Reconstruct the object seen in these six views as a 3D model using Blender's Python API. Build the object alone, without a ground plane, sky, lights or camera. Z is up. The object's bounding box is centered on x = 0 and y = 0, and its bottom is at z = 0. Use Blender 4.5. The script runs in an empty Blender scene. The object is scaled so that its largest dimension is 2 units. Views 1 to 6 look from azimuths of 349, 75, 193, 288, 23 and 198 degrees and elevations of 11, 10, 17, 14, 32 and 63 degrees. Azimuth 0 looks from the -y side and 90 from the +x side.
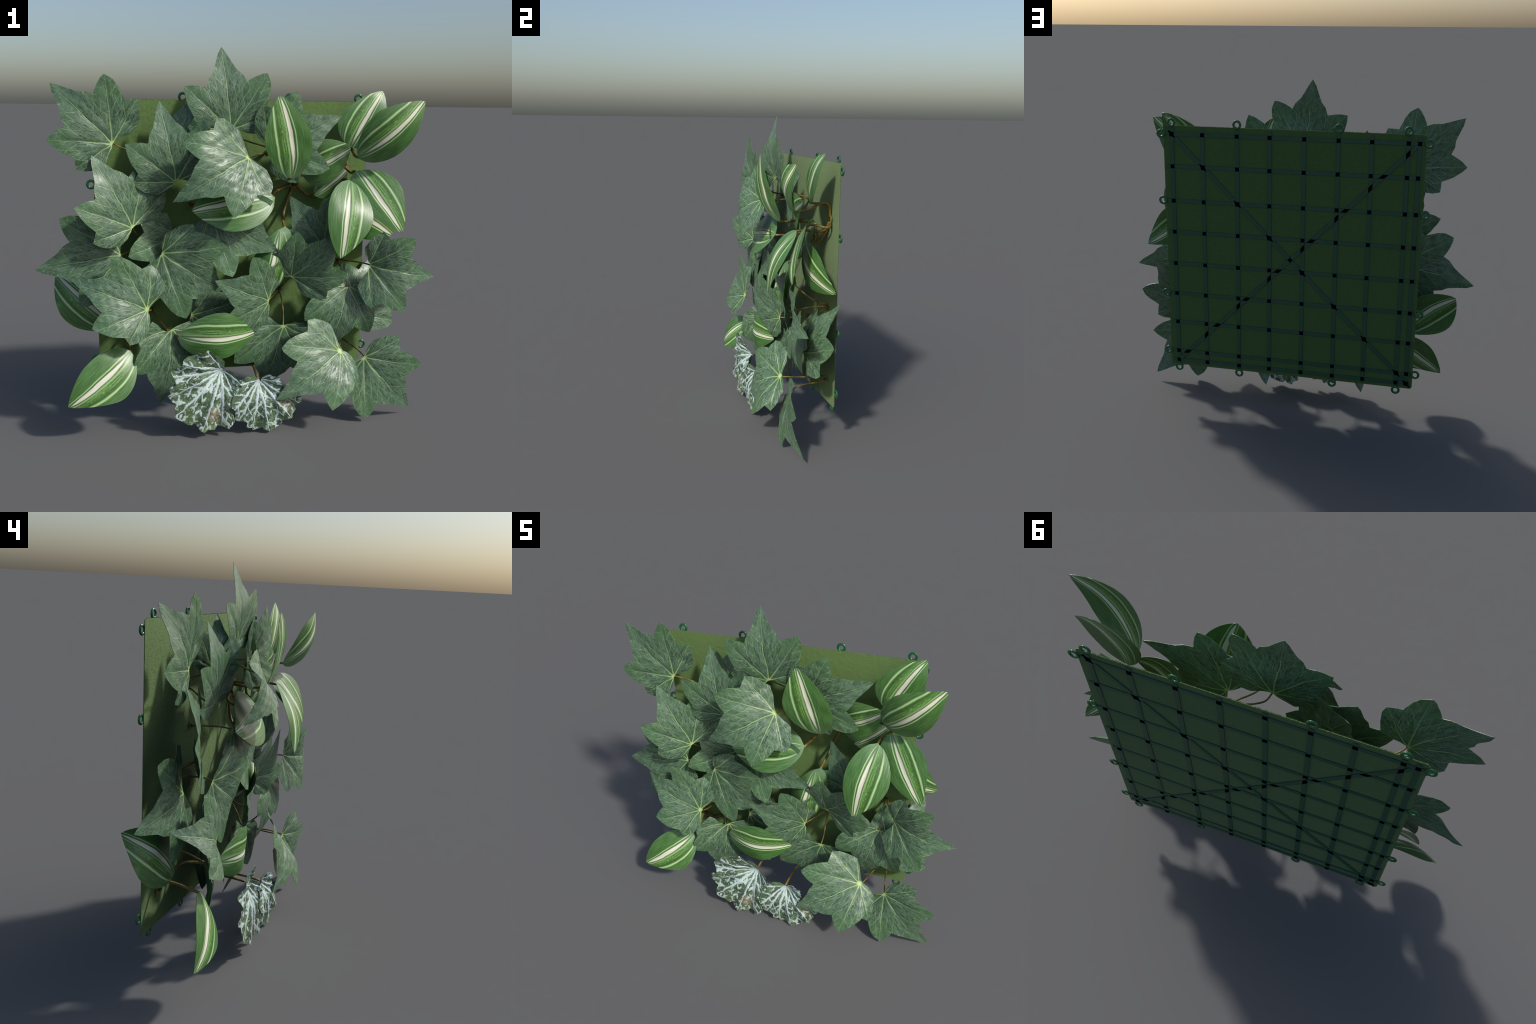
"""Artificial plant wall panel: a square turf mat with a strap lattice and hanging rings
on its back, and ivy, striped and silver-veined leaves on wiry stalks in front."""
import bpy, bmesh, math, random
import numpy as np
from mathutils import Vector, Matrix, Euler
from mathutils.geometry import delaunay_2d_cdt

random.seed(11)
RNG = np.random.default_rng(11)
COLL = bpy.context.scene.collection

# ---------------------------------------------------------------- node helper
class Graph:
    """Tiny expression builder for shader node trees."""
    def __init__(self, name):
        self.mat = bpy.data.materials.new(name)
        self.mat.use_nodes = True
        self.nt = self.mat.node_tree
        self.nt.nodes.clear()
        self.out = self.node('ShaderNodeOutputMaterial')
        self.bsdf = self.node('ShaderNodeBsdfPrincipled')
        self.nt.links.new(self.bsdf.outputs[0], self.out.inputs[0])

    def node(self, kind, **props):
        n = self.nt.nodes.new(kind)
        for k, v in props.items():
            setattr(n, k, v)
        return n

    def plug(self, sock, value):
        if isinstance(value, X):
            value = value.s
        if isinstance(value, bpy.types.NodeSocket):
            self.nt.links.new(value, sock)
        else:
            if sock.type == 'RGBA' and len(value) == 3:
                value = (*value, 1.0)
            sock.default_value = value

    def math(self, op, a, b=None, c=None, clamp=False):
        n = self.node('ShaderNodeMath', operation=op, use_clamp=clamp)
        for i, v in enumerate((a, b, c)):
            if v is not None:
                self.plug(n.inputs[i], v)
        return X(self, n.outputs[0])

    def coords(self):
        return X(self, self.node('ShaderNodeTexCoord').outputs['Object'])

    def split(self, v):
        n = self.node('ShaderNodeSeparateXYZ')
        self.plug(n.inputs[0], v)
        return [X(self, o) for o in n.outputs]

    def join(self, x, y, z=0.0):
        n = self.node('ShaderNodeCombineXYZ')
        for i, v in enumerate((x, y, z)):
            self.plug(n.inputs[i], v)
        return X(self, n.outputs[0])

    def noise(self, vec, scale, detail=4.0, rough=0.55, distort=0.0, colour=False):
        n = self.node('ShaderNodeTexNoise')
        self.plug(n.inputs['Vector'], vec)
        n.inputs['Scale'].default_value = scale
        n.inputs['Detail'].default_value = detail
        n.inputs['Roughness'].default_value = rough
        n.inputs['Distortion'].default_value = distort
        return X(self, n.outputs['Color' if colour else 'Fac'])

    def cells(self, vec, scale, feature='DISTANCE_TO_EDGE'):
        n = self.node('ShaderNodeTexVoronoi', feature=feature)
        self.plug(n.inputs['Vector'], vec)
        n.inputs['Scale'].default_value = scale
        return X(self, n.outputs[0])

    def step(self, v, lo, hi, a=0.0, b=1.0):
        n = self.node('ShaderNodeMapRange', interpolation_type='SMOOTHSTEP')
        for i, q in enumerate((v, lo, hi, a, b)):
            self.plug(n.inputs[i], q)
        return X(self, n.outputs[0])

    def mix(self, f, a, b, blend='MIX'):
        n = self.node('ShaderNodeMix', data_type='RGBA', blend_type=blend)
        self.plug(n.inputs[0], f)
        self.plug(n.inputs[6], a)
        self.plug(n.inputs[7], b)
        return X(self, n.outputs[2])

    def warp(self, vec, scale, amount, detail=2.0):
        n = self.node('ShaderNodeVectorMath', operation='MULTIPLY_ADD')
        self.plug(n.inputs[0], self.noise(vec, scale, detail, colour=True))
        n.inputs[1].default_value = (amount,) * 3
        self.plug(n.inputs[2], vec)
        m = self.node('ShaderNodeVectorMath', operation='SUBTRACT')
        self.plug(m.inputs[0], X(self, n.outputs[0]))
        m.inputs[1].default_value = (amount / 2,) * 3
        return X(self, m.outputs[0])

    def bump(self, height, strength, dist):
        n = self.node('ShaderNodeBump')
        n.inputs['Strength'].default_value = strength
        n.inputs['Distance'].default_value = dist
        self.plug(n.inputs['Height'], height)
        self.plug(self.bsdf.inputs['Normal'], X(self, n.outputs[0]))

    def finish(self, colour, rough, spec=0.5, **more):
        self.plug(self.bsdf.inputs['Base Color'], colour)
        self.plug(self.bsdf.inputs['Roughness'], rough)
        self.plug(self.bsdf.inputs['Specular IOR Level'], spec)
        for k, v in more.items():
            self.plug(self.bsdf.inputs[k.replace('_', ' ')], v)
        return self.mat


class X:
    """A socket with arithmetic."""
    def __init__(self, g, s):
        self.g, self.s = g, s
    def __add__(self, o): return self.g.math('ADD', self, o)
    def __radd__(self, o): return self.g.math('ADD', o, self)
    def __sub__(self, o): return self.g.math('SUBTRACT', self, o)
    def __rsub__(self, o): return self.g.math('SUBTRACT', o, self)
    def __mul__(self, o): return self.g.math('MULTIPLY', self, o)
    def __rmul__(self, o): return self.g.math('MULTIPLY', o, self)
    def __truediv__(self, o): return self.g.math('DIVIDE', self, o)
    def abs(self): return self.g.math('ABSOLUTE', self)
    def sqrt(self): return self.g.math('SQRT', self)
    def max(self, o): return self.g.math('MAXIMUM', self, o)
    def min(self, o): return self.g.math('MINIMUM', self, o)
    def clamp(self): return self.g.math('ADD', self, 0.0, clamp=True)


def vein_lines(g, x, y, rays, width, taper, side_gap, side_slope, side_width, side_reach, swell=None):
    """Main veins along rays (angle from +y in degrees, length) and slanted side veins."""
    main = side = None
    for k, (angle, length) in enumerate(rays):
        dx, dy = math.sin(math.radians(angle)), math.cos(math.radians(angle))
        s = x * dx + y * dy
        t = x * dy - y * dx
        ta = t.abs()
        ahead = g.step(s, -0.004, 0.006)
        w = (1.08 - s / length).max(0.12) * width
        if swell:
            w = w * g.step(s, 0.0, swell, 0.35, 1.0)
        line = g.step(ta / w, taper, 1.0, 1.0, 0.0) * ahead
        main = line if main is None else main.max(line)
        shift = g.step(t, -0.0001, 0.0001) * 0.45
        phase = g.math('FRACT', (s - ta * side_slope) / side_gap + shift + 10.0 + 0.37 * k)
        dist = (phase - 0.5).abs()
        near = g.step(ta / (s.max(0.001)), side_reach * 0.7, side_reach, 1.0, 0.0)
        rib = g.step(dist, 0.0, side_width, 1.0, 0.0) * near * ahead * g.step(s, 0.035, 0.07)
        side = rib if side is None else side.max(rib)
    return main, side

# ---------------------------------------------------------------- materials
def ivy_material():
    g = Graph('ivy_leaf_surface')
    co = g.coords()
    x, y, _ = g.split(co)
    r = (x * x + y * y).sqrt()
    ang = g.math('ARCTAN2', x, y)
    rays = [(0, .40), (39.5, .32), (-42.0, .31), (74.0, .235), (-78.0, .215), (108, .14), (-112, .11)]
    wx, wy, _ = g.split(g.warp(co, 11.0, 0.018, 3.0))
    main, _ = vein_lines(g, wx, wy, rays, 0.0048, 0.20, 0.052, 1.25, 0.10, 0.62)
    sx, sy, _ = g.split(g.warp(co, 14.0, 0.034, 3.0))
    _, side = vein_lines(g, sx, sy, rays[:5], 0.0036, 0.30, 0.056, 1.15, 0.062, 0.70)
    side = side * g.step(g.noise(co, 17.0, 2.0), 0.40, 0.56)
    polar = g.join(ang * 5.0, r * 9.0, 0.0)
    streak = g.noise(polar, 2.4, 7.0, 0.62, 0.9)
    fine = g.noise(g.join(ang * 10.0, r * 15.0, 1.7), 2.0, 6.0, 0.66, 1.0)
    crease = g.noise(g.join(ang * 8.0, r * 6.0, 5.2), 2.8, 4.0, 0.60, 1.2)
    net = g.step(g.cells(g.warp(co, 26.0, 0.030, 3.0), 36.0), 0.0, 0.055, 1.0, 0.0)
    col = g.mix(g.step(streak, 0.34, 0.66), IVY_DARK, IVY_PALE)
    col = g.mix(g.step(fine, 0.52, 0.74) * 0.42, col, IVY_FROST)
    fold = g.step(crease, 0.51, 0.60) * g.step(r, 0.03, 0.08) * g.step(r, 0.16, 0.30, 1.0, 0.25)
    col = g.mix(fold * 0.85, col, IVY_SHADE)
    rim = g.step(r, 0.15, 0.25) * (1.0 - g.step((x / (y.max(0.01))).abs(), 0.30, 0.50, 1.0, 0.0))
    col = g.mix(rim * 0.60, col, IVY_GREEN)
    col = g.mix(g.step(r, 0.015, 0.10, 1.0, 0.0) * 0.65, col, IVY_HEART)
    col = g.mix(net * g.step(fine, 0.40, 0.55) * 0.50, col, IVY_FROST)
    col = g.mix(side * 0.48, col, IVY_VEIN)
    col = g.mix(main * (0.80 - r * 0.9), col, IVY_VEIN)
    col = g.mix(g.step(r, 0.006, 0.018, 1.0, 0.0), col, (0.42, 0.56, 0.20))
    height = fine * 0.12 + streak * 0.5 - fold * 0.40 - main * 0.6 - side * 0.2
    g.bump(height, 0.30, 0.006)
    return g.finish(col, 0.36, 0.5)


def striped_material():
    g = Graph('striped_leaf_surface')
    co = g.coords()
    wx, y, _ = g.split(g.warp(co, 9.0, 0.008))
    x, _, _ = g.split(co)
    t = y * (1 / 0.42)
    # half width of the blade along its length, so that the stripes close at both ends
    half = ((t * (1.02 - t)).max(0.0).sqrt() * (1.12 - t * 0.22)) * 0.245 + 0.003
    s = wx / half
    grain = g.noise(g.join(s * 9.0, y * 7.0, 0.0), 2.0, 5.0, 0.62)
    wisp = g.noise(g.join(s * 26.0, y * 9.0, 3.0), 1.0, 4.0, 0.6)
    speck = g.noise(g.join(s * 20.0, y * 70.0, 7.0), 1.0, 4.0, 0.7)
    col = g.mix(g.step(grain, 0.32, 0.68), STRIPE_GREEN, STRIPE_MID)
    # streaky lime band between the white stripe and the side stripe
    band = g.step((s + 0.27).abs(), 0.10, 0.24, 1.0, 0.0)
    lime = band * g.step(wisp * 0.55 + speck * 0.45, 0.45, 0.60)
    col = g.mix(lime * 0.85, col, STRIPE_LIME)
    col = g.mix(g.step((s + 0.40).abs(), 0.03, 0.09, 1.0, 0.0) * 0.6, col, STRIPE_DEEP)
    # pale ribs outside the side stripe, strongest near the foot of the blade
    outer = g.step(s, -0.60, -0.68)
    ribs = g.step(wisp, 0.48, 0.62)
    col = g.mix(ribs * (outer * 0.18 + g.step(t, 0.08, 0.40, 0.40, 0.0)), col, STRIPE_MIST)
    fleck = g.step(g.noise(g.join(s * 30.0, y * 6.0, 4.0), 1.0, 2.0), 0.66, 0.73) * g.step(s, 0.22, 0.30)
    col = g.mix(fleck * 0.30, col, STRIPE_PALE)
    edge = (wisp - 0.5) * 0.06
    side = g.step((s + 0.53 + edge).abs(), 0.010, 0.062, 1.0, 0.0) * g.step(t, 0.0, 0.25, 0.4, 1.0) * g.step(grain, 0.25, 0.45, 0.55, 1.0)
    col = g.mix(side * 0.90, col, STRIPE_PALE)
    thin = g.step((s - 0.195 + edge * 0.7).abs(), 0.006, 0.042, 1.0, 0.0) * g.step(grain, 0.25, 0.45, 0.4, 1.0)
    col = g.mix(thin * 0.85, col, STRIPE_PALE)
    inner = g.step((s + 0.125 + edge).abs(), 0.015, 0.055, 1.0, 0.0)
    col = g.mix(inner * 0.45, col, STRIPE_PALE)
    fade = g.step(t, 0.02, 0.22) * g.step(t, 0.90, 0.98, 1.0, 0.0)
    wide = g.step(t, 0.05, 0.45, 0.030, 0.078) - g.step(t, 0.78, 1.0, 0.0, 0.055)
    white = g.step((s - 0.03 + edge * 0.6).abs() - wide, -0.02, 0.022, 1.0, 0.0) * fade
    col = g.mix(white, col, g.mix(g.step(wisp, 0.3, 0.7), STRIPE_WHITE, (0.60, 0.60, 0.46)))
    mist = g.step(t, 0.0, 0.20, 1.0, 0.0)
    col = g.mix(mist * 0.35, col, STRIPE_MIST)
    g.bump(grain * 0.5 + wisp * 0.4 - white * 0.3, 0.35, 0.004)
    return g.finish(col, 0.36, 0.5)


def patch_mask(g, co):
    return g.noise(co, 26.0, 2.0)


def begonia_material():
    g = Graph('silver_veined_leaf_surface')
    co = g.coords()
    x, y, _ = g.split(co)
    r = (x * x + y * y).sqrt()
    rays = [(0, .31), (18, .28), (39, .26), (56, .21), (95, .13), (-29, .30), (-48, .27), (-74, .17), (-104, .12)]
    wx, wy, _ = g.split(g.warp(co, 30.0, 0.020, 4.0))
    main, _ = vein_lines(g, wx, wy, rays, 0.0150, 0.0, 0.040, 1.3, 0.20, 0.42, 0.11)
    sx, sy, _ = g.split(g.warp(co, 24.0, 0.040, 4.0))
    _, side = vein_lines(g, sx, sy, rays, 0.0130, 0.1, 0.050, 0.95, 0.26, 0.55)
    side = side * g.step(patch_mask(g, co), 0.40, 0.55)
    speck = g.noise(co, 85.0, 5.0, 0.72, 0.8)
    flake = g.noise(co, 40.0, 5.0, 0.7, 1.5)
    patch = g.noise(co, 20.0, 3.0)
    col = g.mix(g.step(patch, 0.4, 0.65), SILVER_DARK, SILVER_GREEN)
    scratch = g.noise(g.join(g.math('ARCTAN2', x, y) * 14.0, r * 34.0, 0.0), 1.6, 5.0, 0.7, 1.2)
    col = g.mix(g.step(scratch, 0.52, 0.62) * 0.75, col, SILVER_PALE)
    col = g.mix(g.step(side + (speck - 0.5) * 1.6 + (flake - 0.5) * 1.2, 0.30, 0.62) * g.step(side, 0.02, 0.25) * 0.85, col, SILVER_WHITE)
    silver = main * 1.1 + (speck - 0.5) * 1.3 + (flake - 0.5) * 2.0
    col = g.mix(g.step(silver, 0.14, 0.42) * g.step(main, 0.01, 0.10) * 0.95, col, SILVER_WHITE)
    # rusty patch towards the margin on one side
    d = ((x + 0.125) * (x + 0.125) + (y - 0.150) * (y - 0.150)).sqrt()
    rust = g.step(d + patch * 0.06 + speck * 0.05, 0.062, 0.110, 1.0, 0.0)
    col = g.mix(rust * 0.45, col, g.mix(g.step(flake, 0.4, 0.6), (0.15, 0.075, 0.055), (0.46, 0.40, 0.28)))
    rim = g.step(r, 0.20, 0.29) * g.step(patch, 0.4, 0.6)
    col = g.mix(rim * 0.5, col, (0.20, 0.26, 0.10))
    g.bump(main + speck * 0.5 + side * 0.4, 0.5, 0.006)
    return g.finish(col, 0.5, 0.4)


def turf_material(name, dark, light, warm):
    g = Graph(name)
    co = g.coords()
    x, y, z = g.split(co)
    blade = g.noise(g.join(x * 620.0, y * 420.0, z * 260.0), 1.0, 3.0, 0.7)
    patch = g.noise(g.join(x, y, z), 90.0, 4.0, 0.6)
    col = g.mix(g.step(blade, 0.35, 0.68), dark, light)
    col = g.mix(g.step(patch, 0.4, 0.7) * 0.35, col, warm)
    g.bump(blade + patch * 0.2, 0.35, 0.002)
    return g.finish(col, 0.9, 0.15, Sheen_Weight=0.15, Sheen_Roughness=0.5)


def plastic(name, colour, rough, spec=0.5):
    g = Graph(name)
    co = g.coords()
    n = g.noise(co, 60.0, 3.0)
    dark = tuple(c * 0.8 for c in colour)
    return g.finish(g.mix(n, dark, colour), rough, spec)


def stalk_material():
    g = Graph('stalk_bark')
    co = g.coords()
    n = g.noise(co, 18.0, 4.0, 0.6)
    col = g.mix(g.step(n, 0.35, 0.65), STALK_BROWN, STALK_OCHRE)
    g.bump(g.noise(co, 140.0, 3.0), 0.3, 0.002)
    return g.finish(col, 0.5, 0.4)

IVY_DARK, IVY_PALE = (0.058, 0.116, 0.062), (0.118, 0.200, 0.124)
IVY_FROST, IVY_SHADE = (0.220, 0.330, 0.232), (0.018, 0.048, 0.022)
IVY_GREEN, IVY_HEART, IVY_VEIN = (0.062, 0.140, 0.056), (0.028, 0.078, 0.024), (0.33, 0.48, 0.20)
STRIPE_GREEN, STRIPE_MID, STRIPE_DEEP = (0.040, 0.120, 0.022), (0.080, 0.180, 0.052), (0.024, 0.080, 0.012)
STRIPE_LIME, STRIPE_PALE, STRIPE_MIST = (0.20, 0.40, 0.09), (0.44, 0.64, 0.30), (0.18, 0.30, 0.17)
STRIPE_WHITE = (0.74, 0.73, 0.63)
SILVER_DARK, SILVER_GREEN = (0.040, 0.066, 0.034), (0.075, 0.145, 0.070)
SILVER_PALE, SILVER_WHITE = (0.30, 0.40, 0.30), (0.47, 0.58, 0.58)
TURF_DARK, TURF_LIGHT, TURF_WARM = (0.076, 0.138, 0.040), (0.158, 0.258, 0.084), (0.125, 0.195, 0.066)
TURF_BACK_DARK, TURF_BACK_LIGHT = (0.046, 0.094, 0.028), (0.086, 0.152, 0.046)
STALK_BROWN, STALK_OCHRE = (0.075, 0.052, 0.014), (0.225, 0.165, 0.032)
MAT_IVY, MAT_STRIPED, MAT_SILVER = ivy_material(), striped_material(), begonia_material()
MAT_TURF = turf_material('turf_pile', TURF_DARK, TURF_LIGHT, TURF_WARM)
MAT_TURF_BACK = turf_material('turf_back', TURF_BACK_DARK, TURF_BACK_LIGHT, TURF_BACK_LIGHT)
MAT_STALK = stalk_material()
MAT_STRAP = plastic('strap_plastic', (0.022, 0.082, 0.044), 0.5)
MAT_RING = plastic('ring_plastic', (0.018, 0.110, 0.036), 0.15, 0.6)
MAT_OVERLAP = plastic('overlap_black', (0.0015, 0.0020, 0.0015), 0.9, 0.0)  # black of overlapping coplanar strap faces, a render fault built as added patches
MAT_CLIP = plastic('clip_plastic', (0.012, 0.060, 0.035), 0.4)

# ---------------------------------------------------------------- small builders
ROOT = bpy.data.objects.new('plant_wall_panel', None)
COLL.objects.link(ROOT)
ROOT['label'] = 'square artificial plant wall panel with ivy and striped leaves'
ROOT['category'] = 'wall plant'


def add_object(name, mesh, mat, parent=ROOT, smooth=True, matrix=None):
    obj = bpy.data.objects.new(name, mesh)
    COLL.objects.link(obj)
    if mat and not mesh.materials:
        mesh.materials.append(mat)
    if smooth:
        mesh.shade_smooth()
    obj.parent = parent
    if matrix is not None:
        obj.matrix_local = matrix
    return obj


def mesh_from(name, verts, faces):
    me = bpy.data.meshes.new(name)
    me.from_pydata([tuple(map(float, v)) for v in verts], [], faces)
    me.update()
    return me


def thin_plate(sites, values):
    """Smooth surface through scattered sites: returns f(points) for thin-plate interpolation."""
    sites, values = np.asarray(sites, float), np.asarray(values, float)
    n = len(sites)
    def kernel(a, b):
        d2 = ((a[:, None] - b[None]) ** 2).sum(-1)
        return 0.5 * d2 * np.log(d2 + 1e-12)
    P = np.c_[np.ones(n), sites]
    A = np.zeros((n + 3, n + 3))
    A[:n, :n] = kernel(sites, sites)
    A[:n, n:], A[n:, :n] = P, P.T
    w = np.linalg.solve(A, np.vstack([values.reshape(n, -1), np.zeros((3, values.reshape(n, -1).shape[1]))]))
    return lambda q: kernel(np.asarray(q, float), sites) @ w[:n] + np.c_[np.ones(len(q)), q] @ w[n:]


def refine(outline, step):
    """Walk an outline with points every `step`."""
    out = []
    n = len(outline)
    for i in range(n):
        a, b = np.array(outline[i]), np.array(outline[(i + 1) % n])
        k = max(1, int(round(np.linalg.norm(b - a) / step)))
        out += [tuple(a + (b - a) * j / k) for j in range(k)]
    return out


def blade_mesh(outline, step):
    """Flat triangulated blade bounded by an outline: (points Nx2, triangles)."""
    rim = refine(outline, step)
    poly = np.array(rim)
    x0, y0 = poly.min(0)
    x1, y1 = poly.max(0)
    pts = []
    row = 0
    y = y0
    while y < y1:
        x = x0 + (row % 2) * step / 2
        while x < x1:
            a, b = poly, np.roll(poly, -1, 0)
            cross = ((a[:, 1] > y) != (b[:, 1] > y)) & (x < (b[:, 0] - a[:, 0]) * (y - a[:, 1]) / (b[:, 1] - a[:, 1] + 1e-15) + a[:, 0])
            if cross.sum() % 2 and ((poly - (x, y)) ** 2).sum(1).min() > (0.6 * step) ** 2:
                pts.append((x, y))
            x += step
        y += step * 0.866
        row += 1
    allp = [Vector(p) for p in rim + pts]
    n = len(rim)
    v, e, f, *_ = delaunay_2d_cdt(allp, [], [list(range(n))], 1, 1e-6)
    flat = np.array([(p.x, p.y) for p in v])
    tris = []
    for t in f:
        a, b, c = flat[t[0]], flat[t[1]], flat[t[2]]
        if (b[0] - a[0]) * (c[1] - a[1]) - (b[1] - a[1]) * (c[0] - a[0]) < 0:
            t = t[::-1]
        tris.append(list(t))
    return flat, tris


def thicken(pts, tris, thick):
    """Closed thin sheet: front surface, back surface and a rim wall."""
    pts = np.asarray(pts, float)
    T = np.array(tris)
    nrm = np.zeros_like(pts)
    fn = np.cross(pts[T[:, 1]] - pts[T[:, 0]], pts[T[:, 2]] - pts[T[:, 0]])
    for i in range(3):
        np.add.at(nrm, T[:, i], fn)
    nrm /= np.linalg.norm(nrm, axis=1, keepdims=True) + 1e-12
    n = len(pts)
    edges = {}
    for a, b, c in tris:
        for p, q in ((a, b), (b, c), (c, a)):
            edges[(p, q)] = edges.get((p, q), 0) + 1
    front, back = pts + nrm * thick / 2, pts - nrm * thick / 2
    rim = [(p, q) for (p, q) in edges if (q, p) not in edges]
    faces = [tuple(t) for t in tris] + [(c + n, b + n, a + n) for a, b, c in tris]
    # the rim wall has vertices of its own, so that both faces keep clean normals up to the edge
    slot = {p: 2 * n + 2 * i for i, p in enumerate(sorted({v for e in rim for v in e}))}
    wall = np.array([x for p in slot for x in (front[p], back[p])])
    faces += [(slot[q], slot[p], slot[p] + 1, slot[q] + 1) for p, q in rim]
    return np.vstack([front, back, wall]), faces


def pose(at, turn, size):
    return Matrix.Translation(at) @ Euler([math.radians(a) for a in turn]).to_matrix().to_4x4() @ Matrix.Scale(size, 4)


def tube(path, radius, sides=8, taper=1.0):
    """Round rod along a smoothed path."""
    P = np.array(path, float)
    t = np.r_[0, np.cumsum(np.linalg.norm(np.diff(P, axis=0), axis=1))]
    # Catmull-Rom through the points
    Q = []
    ext = np.vstack([2 * P[0] - P[1], P, 2 * P[-1] - P[-2]])
    for i in range(len(P) - 1):
        a, b, c, d = ext[i:i + 4]
        for k in range(4):
            s = k / 4
            Q.append(0.5 * (2 * b + (c - a) * s + (2 * a - 5 * b + 4 * c - d) * s * s + (3 * b - a - 3 * c + d) * s ** 3))
    Q.append(P[-1])
    Q = np.array(Q)
    tan = np.gradient(Q, axis=0)
    tan /= np.linalg.norm(tan, axis=1, keepdims=True)
    up = np.array([0.31, 0.2, 0.93])
    verts, faces = [], []
    for i, (q, d) in enumerate(zip(Q, tan)):
        u = np.cross(d, up); u /= np.linalg.norm(u); w = np.cross(d, u); up = np.cross(u, d)
        rr = radius * (1 + (taper - 1) * i / (len(Q) - 1))
        for k in range(sides):
            a = 2 * math.pi * k / sides
            verts.append(q + rr * (math.cos(a) * u + math.sin(a) * w))
    m = len(Q)
    for i in range(m - 1):
        for k in range(sides):
            a, b = i * sides + k, i * sides + (k + 1) % sides
            faces.append((a, b, b + sides, a + sides))
    faces.append(tuple(range(sides))[::-1])
    faces.append(tuple(range((m - 1) * sides, m * sides)))
    return verts, faces


def box(x0, x1, y0, y1, z0, z1, bevel=0.0):
    bm = bmesh.new()
    bmesh.ops.create_cube(bm, size=1)
    for v in bm.verts:
        v.co = ((x0 + x1) / 2 + v.co.x * (x1 - x0), (y0 + y1) / 2 + v.co.y * (y1 - y0), (z0 + z1) / 2 + v.co.z * (z1 - z0))
    if bevel:
        bmesh.ops.bevel(bm, geom=bm.edges[:], offset=bevel, segments=2, affect='EDGES', profile=0.5)
    me = bpy.data.meshes.new('box')
    bm.to_mesh(me)
    bm.free()
    return me

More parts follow.
